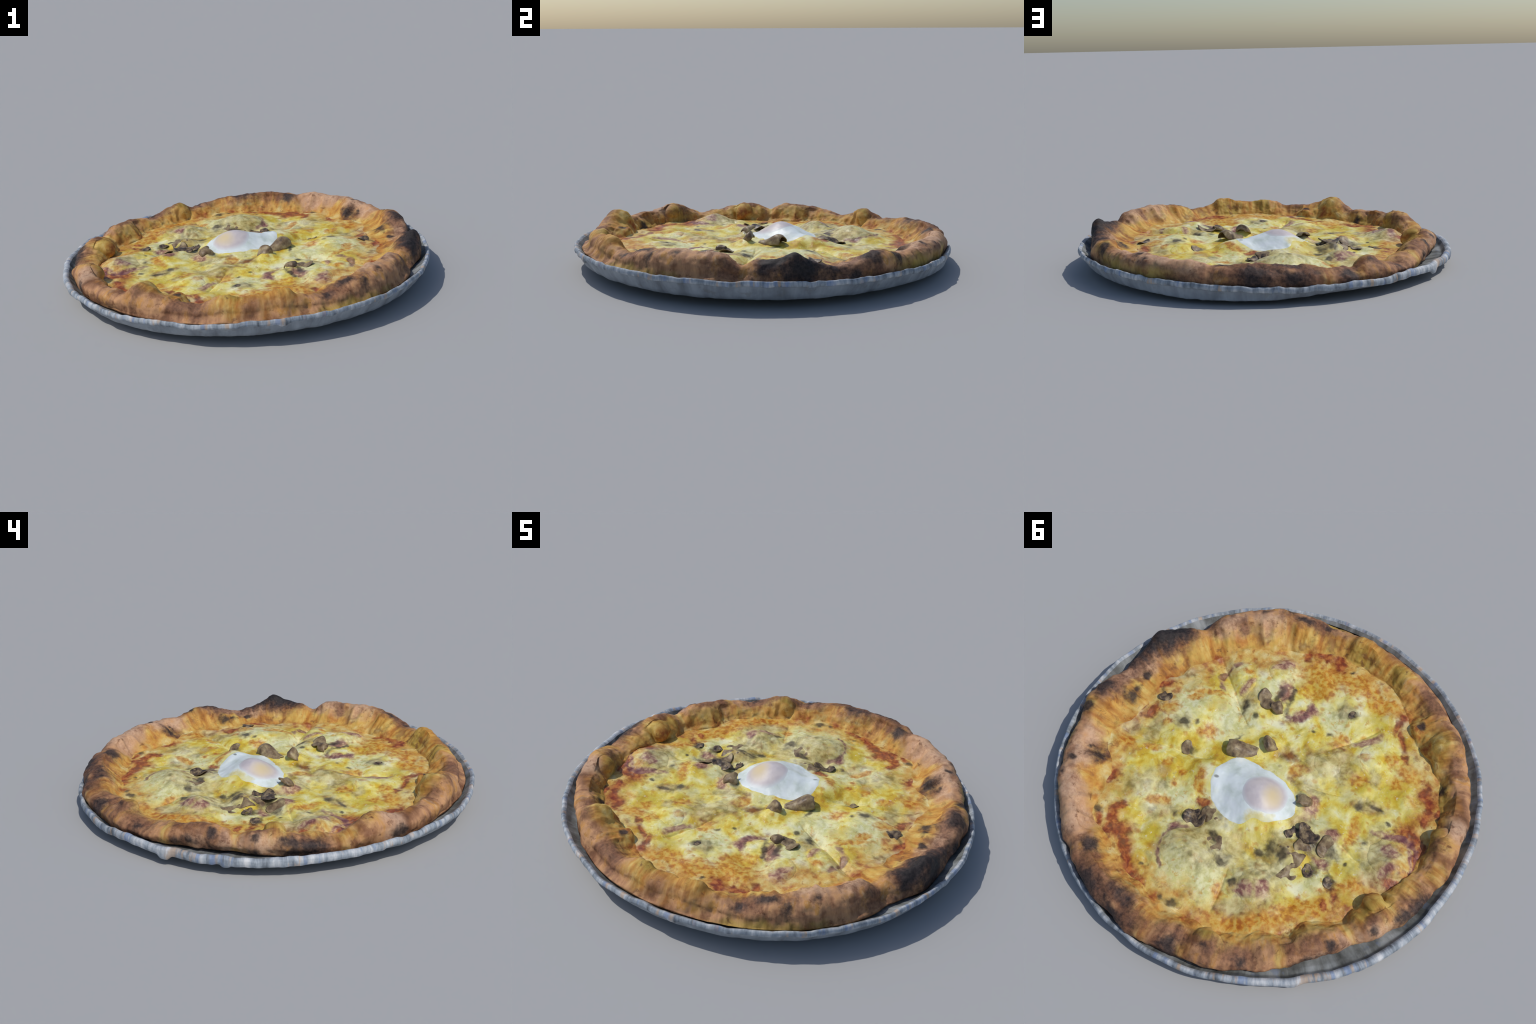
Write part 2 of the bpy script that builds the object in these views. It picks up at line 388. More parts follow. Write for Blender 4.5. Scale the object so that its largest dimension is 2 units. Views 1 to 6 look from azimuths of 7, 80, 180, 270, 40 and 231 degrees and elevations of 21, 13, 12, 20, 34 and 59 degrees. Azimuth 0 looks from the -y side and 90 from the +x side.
def cheese_colour(m):
    """Colour of the baked cheese and of all that shows through it."""
    co = m.warp(.05, 8, detail=4)
    fine = m.noise(44, co, 2.5, .5)
    mid = m.noise(16, co, 4, .55)
    low = m.noise(6, m.co, 3)
    pool = m.noise(11, m.vec('ADD', co, (4.1, 2.2, 0)), 4, .55, .4)
    col = m.ramp(m.math('ADD', m.math('MULTIPLY', low, .35), m.math('MULTIPLY', pool, .65)),
                 [(.35, srgb(188, 146, 42)), (.42, srgb(214, 182, 58)), (.48, srgb(226, 208, 100)), (.55, srgb(234, 224, 146)), (.63, srgb(240, 236, 192))])
    def lay(kind, colour, edge=(1.3, .35), rough=.9, amount=1.0):
        nonlocal col
        d = m.patches(co, kind)
        d = m.math('ADD', d, m.math('MULTIPLY', m.math('SUBTRACT', mid, .5), rough * 2.0))
        d = m.math('ADD', d, m.math('MULTIPLY', m.math('SUBTRACT', fine, .5), rough * .8))
        f = m.map(d, edge[0], edge[1], 0.0, amount)
        col = m.mix(f, col, colour)
        return f
    lay(YELLOW, srgb(206, 182, 56), (1.6, .2), .6, .75)
    lay(CREAM, m.ramp(fine, [(.4, srgb(206, 204, 140)), (.6, srgb(226, 224, 176))]), (1.5, .4), .8, .8)
    # soft toasted spots and threads, and dull flecks of herbs and mushroom
    v = m.n('ShaderNodeTexVoronoi', feature='SMOOTH_F1')
    m.put(v.inputs['Vector'], co)
    v.inputs['Scale'].default_value = 21
    v.inputs['Smoothness'].default_value = .35
    some = m.math('GREATER_THAN', m.vec('DOT_PRODUCT', v.outputs['Color'], (1, 0, 0)), .60)
    col = m.mix(m.math('MULTIPLY', m.map(v.outputs['Distance'], .36, .10, 0, .62), m.map(some, 0, 1)), col, srgb(196, 138, 36))
    col = m.mix(m.map(m.noise(30, m.vec('ADD', co, (1.7, 0, 3.1)), 5, .6), .56, .70, 0, .7), col, srgb(200, 150, 52))
    col = m.mix(m.map(m.noise(30, m.vec('ADD', co, (0, 5.2, 1)), 4, .55), .62, .73, 0, .4), col, srgb(150, 126, 84))
    col = m.mix(m.map(m.noise(60, m.vec('ADD', co, (6, 3, 1)), 3, .55), .66, .74, 0, .2), col, srgb(126, 106, 72))
    col = m.mix(m.map(m.noise(50, m.vec('ADD', co, (9, 3, 4)), 3, .55), .62, .74, 0, .6), col, srgb(238, 234, 206))
    # sauce and browning towards the crust
    S = seam_offset(m)
    edge = m.math('ADD', S, m.math('MULTIPLY', m.math('SUBTRACT', mid, .5), .34))
    col = m.mix(m.map(edge, -.17, -.015, 0, .92), col, seam_colour(m))
    lay(BROWNED, m.ramp(fine, [(.35, srgb(172, 96, 20)), (.48, srgb(204, 138, 40)), (.62, srgb(216, 176, 84))]), (1.45, .45), 1.1, .85)
    lay(GREY, m.ramp(m.noise(22, co, 4, .55, .2), [(.33, srgb(84, 70, 56)), (.42, srgb(140, 124, 94)), (.51, srgb(184, 170, 128)), (.64, srgb(220, 210, 164))]), (1.6, .4), .9, .66)
    lay(SAUCE, m.ramp(fine, [(.35, srgb(110, 36, 28)), (.5, srgb(148, 62, 36)), (.66, srgb(188, 110, 56))]), (1.4, .45), 1.1, .88)
    lay(HAM, m.ramp(m.noise(34, co, 4, .6), [(.36, srgb(112, 58, 64)), (.48, srgb(150, 98, 92)), (.62, srgb(204, 172, 136))]), (1.4, .5), .9, .88)
    lay(RIND, m.ramp(fine, [(.38, srgb(104, 58, 66)), (.6, srgb(152, 104, 96))]), (1.5, .5), 1.4, .78)
    lay(DARK, m.ramp(fine, [(.4, srgb(48, 42, 38)), (.65, srgb(96, 82, 62))]), (1.45, .3), 1.0, .85)
    lay([(.034, -.150, .046, .042, 40)], m.ramp(mid, [(.38, srgb(74, 34, 10)), (.6, srgb(132, 74, 24))]), (1.4, .3), .6, .95)
    return col, fine, mid

def cheese_material(name, meat=False):
    m = Nodes(name)
    col, fine, mid = cheese_colour(m)
    if meat:      # the cut edge of the slice shows its meat
        g = m.n('ShaderNodeNewGeometry')
        nz = m.vec('DOT_PRODUCT', g.outputs['True Normal'], (0, 0, 1))
        col = m.mix(m.map(nz, .45, .1, 0, .8), col, srgb(128, 66, 66))
    bump = m.math('ADD', m.math('MULTIPLY', fine, .5), m.noise(150, m.co, 3))
    return m.finish(col, rough=m.map(mid, .35, .65, .38, .62), spec=.35, bump=bump, strength=.25, dist=.004)

def polar_patch(theta, r, length, width, z=.0, h=10.0):
    t = radians(theta)
    return (r * math.cos(t), r * math.sin(t), width, length, theta, z, h)

# charred, scorched, pale and golden places of the crust: angle, radius, length along, width across (, z, half height)
CHAR = [polar_patch(*p) for p in [(358, .885, .13, .060, .24, .08), (352, .91, .08, .05, .20, .06), (2, .95, .14, .05, .17, .06), (348, .94, .06, .04, .17, .05), (8, .93, .07, .05, .16, .05), (20, .787, .022, .030), (17, .785, .02, .018), (24, .90, .05, .035, .20, .06),
        (46, .785, .032, .042), (54, .935, .014, .014), (49, .90, .02, .02), (31, .925, .03, .03, .18, .05), (78, .88, .035, .03), (99, .885, .055, .045), (98, .94, .09, .03, .12, .05),
        (116, .92, .04, .04), (125, .90, .035, .022, .17, .03), (160, .885, .020, .018), (153, .935, .05, .03, .09, .03), (188, .925, .055, .035), (183, .925, .04, .03), (173, .905, .02, .02),
        (228, .805, .02, .025), (252, .775, .02, .017), (311, .88, .05, .022, .22, .06), (303, .885, .025, .02), (88, .945, .06, .035), (10, .80, .018, .015), (44, .84, .012, .012), (315, .91, .025, .02, .19, .05),
        (323, .89, .018, .016), (16, .94, .03, .03, .12, .04), (135, .92, .03, .03, .09, .03), (214, .94, .03, .03, .10, .03)]]
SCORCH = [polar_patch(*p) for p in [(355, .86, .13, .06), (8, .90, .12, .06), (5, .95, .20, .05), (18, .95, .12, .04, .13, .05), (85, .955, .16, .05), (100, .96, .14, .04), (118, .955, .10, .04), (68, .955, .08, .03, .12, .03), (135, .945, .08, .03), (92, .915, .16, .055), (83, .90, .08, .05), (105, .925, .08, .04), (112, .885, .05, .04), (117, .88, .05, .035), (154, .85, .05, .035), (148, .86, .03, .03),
        (134, .89, .10, .045), (128, .90, .05, .05), (331, .825, .03, .03), (305, .87, .06, .035), (20, .87, .10, .04), (45, .79, .05, .05), (257, .875, .05, .04), (189, .91, .09, .05), (233, .86, .05, .03),
        (205, .84, .05, .03), (340, .90, .06, .05), (242, .90, .04, .03), (226, .93, .06, .03, .10, .04), (262, .90, .05, .03), (316, .875, .05, .03), (174, .86, .06, .02), (160, .90, .05, .03)]]
PALE = [polar_patch(*p) for p in [(66, .885, .09, .05), (58, .90, .10, .05), (48, .87, .10, .045), (15, .87, .10, .04), (335, .84, .08, .04), (322, .83, .08, .045), (164, .90, .03, .04), (168, .86, .025, .06), (69, .90, .06, .05),
        (39, .85, .06, .04), (212, .90, .05, .04), (158, .92, .05, .03), (176, .91, .06, .03), (8, .82, .06, .03)]]
GOLD = [polar_patch(*p) for p in [(287, .845, .09, .06), (272, .87, .07, .06), (242, .85, .05, .045), (107, .87, .06, .055), (108, .93, .03, .06), (120, .925, .03, .03), (146, .88, .02, .07), (179, .845, .05, .045), (198, .90, .05, .035),
        (206, .85, .05, .05), (30, .92, .045, .045, .20, .06), (33, .83, .05, .05), (54, .82, .03, .045), (252, .78, .07, .06), (345, .77, .05, .07), (18, .76, .10, .05), (310, .79, .10, .05), (92, .83, .08, .035), (84, .85, .05, .05),
        (130, .86, .03, .04), (225, .80, .06, .03), (190, .86, .04, .04), (278, .80, .09, .04), (167, .84, .03, .04)]]
OLIVE = [polar_patch(*p) for p in [(240, .80, .05, .045), (207, .80, .05, .035), (176, .80, .08, .03), (287, .79, .05, .035), (272, .83, .04, .03), (224, .81, .06, .025), (124, .84, .05, .02), (250, .74, .06, .04),
        (305, .94, .13, .03, .12, .035), (58, .955, .13, .03, .12, .04), (320, .94, .10, .03, .12, .035), (40, .945, .10, .03, .13, .035)]]

BURNT = [polar_patch(*p) for p in [(358, .895, .085, .040, .235, .05), (353, .90, .055, .035, .215, .04), (2, .94, .09, .03, .19, .04)]]

def crust_material():
    m = Nodes('crust_baked_dough')
    flat = m.scale(m.co, (1, 1, 0))
    R = m.vec('LENGTH', flat)
    unit = m.vec('NORMALIZE', flat)
    # streaks run across the roll of dough: fine round the pizza, long in radius and height
    streak_co = m.vec('ADD', m.scale(unit, (.87, .87, 0)), m.scale(m.co, (.22, .22, .30)))
    streak = m.noise(30, streak_co, 4, .55)
    broad = m.noise(8, m.co, 4, .55, .4)
    fine = m.noise(70, m.co, 5, .65)
    mid = m.noise(17, m.co, 5, .6)
    co = m.warp(.075, 12, detail=5)
    blot = m.noise(11, m.vec('ADD', m.co, (2, 7, 4)), 3, .5)
    mixv = m.math('ADD', m.math('MULTIPLY', streak, .30), m.math('MULTIPLY', broad, .70))
    outer = m.ramp(mixv, [(.33, srgb(98, 68, 52)), (.42, srgb(142, 102, 76)), (.49, srgb(182, 138, 106)), (.55, srgb(204, 158, 118)), (.60, srgb(200, 148, 86)), (.67, srgb(214, 178, 140))])
    inner = m.ramp(mixv, [(.33, srgb(146, 96, 54)), (.42, srgb(192, 136, 68)), (.49, srgb(216, 172, 92)), (.56, srgb(214, 182, 98)), (.65, srgb(236, 214, 154))])
    rim = m.math('ADD', R, m.math('MULTIPLY', m.math('SUBTRACT', broad, .5), .30))
    col = m.mix(m.map(rim, .79, .875), inner, outer)
    def lay(kind, colour, edge=(1.4, .35), rough=.7, amount=1.0):
        nonlocal col
        d = m.patches(co, kind, (.15, 10.0))
        d = m.math('ADD', d, m.math('MULTIPLY', m.math('SUBTRACT', mid, .5), rough * 1.6))
        d = m.math('ADD', d, m.math('MULTIPLY', m.math('SUBTRACT', blot, .5), rough * 2.2))
        d = m.math('ADD', d, m.math('MULTIPLY', m.math('SUBTRACT', streak, .5), rough * .9))
        d = m.math('ADD', d, m.math('MULTIPLY', m.math('SUBTRACT', fine, .5), rough * .6))
        col = m.mix(m.map(d, edge[0], edge[1], 0.0, amount), col, colour)
    lay(PALE, m.ramp(fine, [(.35, srgb(192, 156, 134)), (.6, srgb(220, 188, 164))]), (1.6, .3), .6, .72)
    lay(GOLD, m.ramp(streak, [(.35, srgb(184, 124, 54)), (.5, srgb(208, 160, 78)), (.65, srgb(224, 196, 118))]), (1.6, .2), .6, .85)
    lay(OLIVE, m.ramp(streak, [(.35, srgb(146, 122, 50)), (.6, srgb(188, 166, 84))]), (1.6, .3), .5, .75)
    # brown baking spots of many sizes
    col = m.mix(m.map(m.noise(9, m.vec('ADD', co, (3, 8, 1)), 5, .6), .54, .66, 0, .62), col, srgb(126, 82, 58))
    col = m.mix(m.map(m.noise(24, m.vec('ADD', co, (5, 2, 1)), 5, .65), .57, .69, 0, .7), col, srgb(108, 68, 48))
    # the foot of the crust
    S = seam_offset(m)
    foot = m.map(m.math('ADD', S, m.math('MULTIPLY', m.math('SUBTRACT', mid, .5), .20)), .055, -.02, 0, .92)
    col = m.mix(foot, col, seam_colour(m))
    col = m.mix(1.0, col, (.93, .885, .80, 1), 'MULTIPLY')
    lay(SCORCH, m.ramp(fine, [(.35, srgb(88, 58, 46)), (.62, srgb(136, 94, 70))]), (1.6, .25), .9, .82)
    lay(CHAR, m.ramp(fine, [(.35, srgb(36, 32, 34)), (.65, srgb(76, 64, 60))]), (1.5, .35), .8, .93)
    lay(BURNT, m.ramp(fine, [(.35, srgb(30, 28, 30)), (.65, srgb(56, 50, 50))]), (1.5, .5), .4, .95)
    bump = m.math('ADD', m.math('MULTIPLY', fine, .6), m.math('MULTIPLY', m.noise(170, m.co, 3), .4))
    return m.finish(col, rough=.68, spec=.25, bump=bump, strength=.30, dist=.005)

def egg_white_material():
    m = Nodes('egg_white_set')
    n = m.noise(14, m.warp(.03, 10), 4)
    col = m.ramp(n, [(.32, srgb(206, 216, 208)), (.5, srgb(226, 234, 232)), (.7, srgb(234, 240, 242))])
    spot = m.patches(m.co, [(.120, .205, .010, .006, 40)])
    col = m.mix(m.map(spot, 1.3, .6, 0, .7), col, srgb(92, 88, 84))
    halo = m.math('ADD', m.patches(m.co, [(-.040, .105, .205, .175, 40)], grow=1.0), m.math('MULTIPLY', m.math('SUBTRACT', m.noise(18, m.co, 4), .5), .8))
    col = m.mix(m.map(halo, .92, 1.25, 0, .5), col, srgb(224, 220, 178))
    rag = m.math('MULTIPLY', m.math('SUBTRACT', m.noise(22, m.co, 4), .5), 1.6)      # cheese has run over its far edge
    over = m.math('ADD', m.patches(m.co, [(-.170, .180, .060, .035, 51)]), rag)
    col = m.mix(m.map(over, 1.2, .4, 0, .85), col, m.ramp(m.noise(16, m.co, 4), [(.4, srgb(206, 186, 90)), (.6, srgb(222, 214, 150))]))
    return m.finish(col, rough=.42, spec=.4, bump=m.noise(60, m.co, 3), strength=.10, dist=.004,
                    **{'Subsurface Weight': .15, 'Subsurface Radius': (.02, .02, .02), 'Subsurface Scale': .3})

def egg_yolk_material():
    m = Nodes('egg_yolk_veiled')
    co = m.warp(.03, 12)
    d = m.patches(co, [(-.130, .068, .050, .036, 141)])
    veil = m.ramp(m.noise(16, co, 4), [(.35, srgb(198, 188, 190)), (.6, srgb(214, 204, 202))])
    col = m.mix(m.map(d, 1.7, .1), veil, srgb(218, 198, 158))
    edge = m.patches(m.warp(.012, 20), [(-.090, .084, .092, .086, 51)])
    col = m.mix(m.map(edge, .60, .90, 0, .40), col, srgb(198, 188, 194))
    col = m.mix(m.map(edge, .74, 1.06), col, srgb(226, 234, 234))
    return m.finish(col, rough=.45, spec=.4, bump=m.noise(50, m.co, 3), strength=.12, dist=.004)

def mushroom_material():
    m = Nodes('mushroom_roasted')
    co = m.warp(.02, 20)
    n = m.noise(26, co, 5, .6)
    col = m.ramp(n, [(.34, srgb(84, 68, 52)), (.44, srgb(118, 97, 72)), (.54, srgb(140, 120, 90)), (.68, srgb(172, 154, 114))])
    col = m.mix(m.map(m.noise(30, m.vec('ADD', co, (3, 3, 3)), 3), .55, .68, 0, .6), col, srgb(84, 68, 54))
    return m.finish(col, rough=.45, spec=.4, bump=m.noise(90, m.co, 4), strength=.3, dist=.004)

def mushroom_dark_material():
    m = Nodes('mushroom_charred')
    n = m.noise(40, m.warp(.02, 20), 5, .6)
    col = m.ramp(n, [(.36, srgb(44, 38, 34)), (.5, srgb(92, 76, 62)), (.64, srgb(150, 130, 98))])
    return m.finish(col, rough=.45, spec=.4, bump=m.noise(90, m.co, 4), strength=.3, dist=.004)

def pan_material(name, kind):
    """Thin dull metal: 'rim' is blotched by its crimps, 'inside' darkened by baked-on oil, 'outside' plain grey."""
    m = Nodes(name)
    flat = m.scale(m.co, (1, 1, 0))
    unit = m.vec('NORMALIZE', flat)
    co = m.vec('ADD', m.scale(unit, (.98, .98, 0)), m.scale(m.co, (.25, .25, .3)))
    st = m.noise(26 if kind == 'rim' else 12, co, 4, .6, .3)
    blot = m.noise(12, m.co, 4, .6)
    v = m.math('ADD', m.math('MULTIPLY', st, .6), m.math('MULTIPLY', blot, .4))
    if kind == 'rim':
        col = m.ramp(v, [(.34, srgb(92, 98, 104)), (.43, srgb(130, 138, 146)), (.50, srgb(158, 166, 174)), (.57, srgb(186, 190, 194)), (.66, srgb(216, 216, 216))])
        col = m.mix(m.map(m.noise(20, m.vec('ADD', co, (3, 1, 2)), 3), .58, .68, 0, .7), col, srgb(194, 166, 138))
        col = m.mix(m.map(m.noise(20, m.vec('ADD', co, (7, 5, 1)), 3), .56, .68, 0, .6), col, srgb(116, 138, 176))
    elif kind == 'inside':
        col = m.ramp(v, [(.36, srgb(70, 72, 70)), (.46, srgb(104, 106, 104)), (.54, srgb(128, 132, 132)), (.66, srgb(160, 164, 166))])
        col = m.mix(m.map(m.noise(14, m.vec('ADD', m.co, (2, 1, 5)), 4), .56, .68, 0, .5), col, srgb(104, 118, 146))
    else:
        col = m.ramp(v, [(.36, srgb(124, 130, 136)), (.5, srgb(148, 155, 163)), (.64, srgb(170, 177, 184))])
        col = m.mix(m.map(m.noise(20, m.co, 5, .6), .58, .7, 0, .4), col, srgb(126, 124, 118))
    return m.finish(col, rough=.62, spec=.3, bump=m.math('ADD', m.math('MULTIPLY', st, .7), m.noise(60, m.co, 3)), strength=.3 if kind == 'rim' else .15, dist=.004)

# ------------------------------------------------------------------ the pizza: one smooth skin, split into cheese and crust
NT = 960
TH = np.linspace(0, 2 * pi, NT, endpoint=False)
CT, ST = np.cos(TH), np.sin(TH)
deg = np.degrees(TH)
crest_z, crest_r = ring(CREST_Z, TH, 1.6), ring(CREST_R, TH, 4)
outer_r, inner_r, steep = ring(OUTER_R, TH, 2), ring(INNER_R, TH, 2), ring(STEEP, TH, 4)
unit3 = np.stack([CT, ST, 0 * CT], 1)
inner_r = inner_r + .016 * fbm(unit3, 9, 3, 31)
steep = np.clip(steep + .22 * fbm(unit3, 7, 2, 34), 0, 1)
crest_z = crest_z + .004 * fbm(unit3, 12, 3, 32)
peak = np.abs((deg - 358 + 180) % 360 - 180)       # the scorched peak
crest_z = crest_z + .022 * np.exp(-np.abs(peak / 3.6) ** 1.5)
crest_r = crest_r + .022 * np.exp(-(peak / 6) ** 2)
horn = np.abs((deg - 241.5 + 180) % 360 - 180)
crest_z = crest_z + .012 * np.exp(-(horn / 3.2) ** 2)
outer_r = outer_r + .004 * fbm(unit3, 8, 3, 33)
for d, w, depth in PINCHES:
    a = np.abs((deg - d + 180) % 360 - 180)
    g = np.exp(-(a / w) ** 2)
    crest_z = crest_z - depth * g
    outer_r = outer_r - .7 * depth * g
rim_r, rim_z, base_r, base_z = ring(RIM_R, TH, 5), ring(RIM_Z, TH, 5), ring(BASE_R, TH, 4), ring(BASE_Z, TH, 6)
floor_z = np.maximum(rim_z - ring([(0, .042), (110, .045), (150, .055), (190, .055), (230, .045)], TH, 8), base_z + .008)            # inside of the pan, by the wall

NC, NI, NO = 150, 30, 26
flare = ring(FLARE, TH, 5)       # how far the foot of the crust spreads to the rim
rows = []
edge_z = height(inner_r * CT, inner_r * ST)
for j in range(NC + 1):
    t = j / NC
    r = inner_r * (.004 + .996 * t ** .85)
    x, y = r * CT, r * ST
    z = height(x, y)
    rows.append(np.stack([x, y, z], 1))
for j in range(1, NI + 1):
    t = j / NI
    u = t
    wall_r = inner_r + (crest_r - inner_r) * (1 - np.cos(u * pi / 2))
    wall_z = np.sin(u * pi / 2)
    slope_r = inner_r + (crest_r - inner_r) * u
    slope_z = .8 * smooth(u) ** 1.6 + .2 * u ** 2
    r = slope_r + (wall_r - slope_r) * steep
    z = edge_z + (crest_z - edge_z) * (slope_z + (wall_z - slope_z) * steep)
    rows.append(np.stack([r * CT, r * ST, z], 1))
mid_z = rim_z + .4 * (crest_z - rim_z) - .012
for j in range(1, NO + 1):
    a = j / NO * radians(128)
    r = crest_r + (outer_r - crest_r) * np.sin(np.minimum(a, pi / 2)) ** .85
    z = mid_z + (crest_z - mid_z) * np.cos(np.minimum(a, pi / 2))
    b = np.maximum(a - pi / 2, 0)
    k = np.sin(b) / np.sin(radians(38))
    foot_z = flare * (rim_z - .016) + (1 - flare) * (floor_z + .010)
    foot_r = flare * (rim_r - .026) + (1 - flare) * (outer_r - .018)
    r = r + (foot_r - r) * k ** 1.5
    z = z + (foot_z - mid_z) * k
    rows.append(np.stack([r * CT, r * ST, z], 1))
last = np.stack([(rows[-1][:, 0] - .035 * CT), rows[-1][:, 1] - .035 * ST, np.maximum(floor_z - .002, .02)], 1)
rows.append(last)
for k in (.75, .4, .01):
    rows.append(np.stack([last[:, 0] * k, last[:, 1] * k, last[:, 2] * k + (1 - k) * .045], 1))
V = np.concatenate(rows)
NR = len(rows)
Q = grid_faces(NR, NT)
Q = [(a, b, c, d) for a, b, c, d in Q]

# lumps, bubbles and blisters of the dough
r_all = np.hypot(V[:, 0], V[:, 1])
row_of = np.repeat(np.arange(NR), NT)
dough = smooth((row_of - NC + 4) / 10) * (row_of < NC + NI + NO)
N = vertex_normals(V, Q)
if N[(NC // 2) * NT, 2] < 0:
    Q = [q[::-1] for q in Q]
    N = -N
stretched = np.stack([V[:, 0] / np.maximum(r_all, .3) * .87, V[:, 1] / np.maximum(r_all, .3) * .87, r_all * .25 + V[:, 2] * .3], 1)
inner_face = smooth((row_of - NC - 1) / 8) * smooth((NC + NI + 2 - row_of) / 8)
ridges = 1 - 2.2 * np.abs(vnoise(stretched * 11, 45)) - .8 * np.abs(vnoise(stretched * 23, 46))
V = V + N * (.011 * (ridges - .3) * inner_face)[:, None]
lump = .009 * fbm(V, 8, 2, 40) + .005 * fbm(V, 17, 3, 41) + .002 * fbm(V, 50, 2, 42)
V = V + N * (lump * dough)[:, None]
for bx, by, bz, br in BUBBLES:
    c = np.array([bx, by, bz])
    dv = V - c
    d = np.linalg.norm(dv, axis=1)
    up = dough * (d < br * 1.35) + (1 - dough) * 0
    want = br * (1 + .22 * fbm(dv / br, 1.3, 2, 51))
    soft = .030
    k = np.clip((want - d) / soft * .5 + .5, 0, 1)
    new = d + (want - d) * k + soft * k * (1 - k)
    V = V + dv / np.maximum(d, 1e-6)[:, None] * ((new - d) * up)[:, None]
N = vertex_normals(V, Q)

def part_of(lo, hi, keep=None):
    """Rows lo..hi of the skin as their own vertex and face lists."""
    v = V[lo * NT:(hi + 1) * NT]
    n = N[lo * NT:(hi + 1) * NT]
    f = [tuple(i - lo * NT for i in q) for q in Q[lo * NT:hi * NT]]
    return v, f, n

pizza = empty('pizza')
pizza['label'] = 'round pizza with egg, melted cheese, mushrooms and charred crust'
pizza['category'] = 'pizza'

v, f, n = part_of(0, NC)
f.append(tuple(range(NT)) if Q[0][0] < Q[0][1] else tuple(range(NT))[::-1])
cheese = mesh_object('cheese_topping', v, f, cheese_material('cheese_baked'), pizza, n)
v, f, n = part_of(NC, NR - 1)
crust = mesh_object('crust', v, f, crust_material(), pizza, n)

# ------------------------------------------------------------------ egg
def outline_at(points, t):
    """Closed smooth outline through (angle, radius) points about a centre."""
    return ring(points, t, 5)

def draped_patch(name, cx, cy, outline, lift, mat, parent, dome=0.0, rings=40, seg=160, under=.02, wobble=.004, seed=1, edge_pow=2.5, sink=.0015, melt=.5):
    """A soft sheet lying on the cheese, thickest inside and rounded off at its edge."""
    t = np.linspace(0, 2 * pi, seg, endpoint=False)
    R = outline_at(outline, t)
    R = R * (1 + wobble / .1 * fbm(np.stack([np.cos(t), np.sin(t), 0 * t], 1), 3, 3, seed))
    rowsv = []
    for j in range(rings + 1):
        s = .02 + .98 * (j / rings) ** .8
        x, y = cx + R * s * np.cos(t), cy + R * s * np.sin(t)
        top = lift * max(0, 1 - s ** (2 * edge_pow)) ** melt
        z = height(x, y) + top + dome * (1 - s * s) - sink
        rowsv.append(np.stack([x, y, z], 1))
    x, y = cx + R * .9 * np.cos(t), cy + R * .9 * np.sin(t)
    rowsv.append(np.stack([x, y, height(x, y) - under], 1))
    v = np.concatenate(rowsv)
    f = grid_faces(rings + 2, seg)
    nrm = vertex_normals(v, f)
    if nrm[seg * (rings // 2), 2] < 0:
        f = [q[::-1] for q in f]
    f.append(tuple(range(seg)))
    f.append(tuple(range((rings + 1) * seg, (rings + 2) * seg))[::-1])
    return mesh_object(name, v, f, mat, parent)

egg = empty('egg', pizza)
EGG = [(19, .205), (38, .215), (60, .203), (80, .195), (116, .186), (127, .178), (142, .150), (159, .168), (180, .192), (197, .216), (209, .212), (218, .196),
       (241, .168), (270, .142), (302, .128), (325, .160), (344, .200)]
draped_patch('egg_white', -.035, .105, EGG, .005, egg_white_material(), egg, rings=44, seg=220, seed=3, wobble=.004)
YOLK = [(0, .116), (60, .118), (120, .104), (180, .108), (240, .116), (300, .112)]
draped_patch('egg_yolk', -.090, .084, YOLK, .0095, egg_yolk_material(), egg, seed=4, wobble=.002, edge_pow=1.0, sink=.001)

# ------------------------------------------------------------------ salami slices under the cheese
meat = cheese_material('salami_under_cheese', True)
for i, (x, y, R, lift) in enumerate([(-.665, -.190, .105, .010), (.505, -.215, .085, .009), (.235, -.335, .062, .010), (-.215, -.455, .062, .007),
                                     (-.405, .375, .085, .008), (-.085, .520, .120, .008), (.425, -.420, .075, .008), (-.12, -.26, .06, .006),
                                     (.42, .26, .07, .006)]):
    ol = [(k * 45 + 11 * i, R * (1 + .10 * math.sin(3.1 * i + 1.7 * k))) for k in range(8)]
    ol = [(a % 360, b) for a, b in ol]
    draped_patch('salami_slice', x, y, ol, lift, meat, pizza, rings=26, seg=110, seed=60 + i, edge_pow=2.2, melt=.8, sink=.001, wobble=.006)

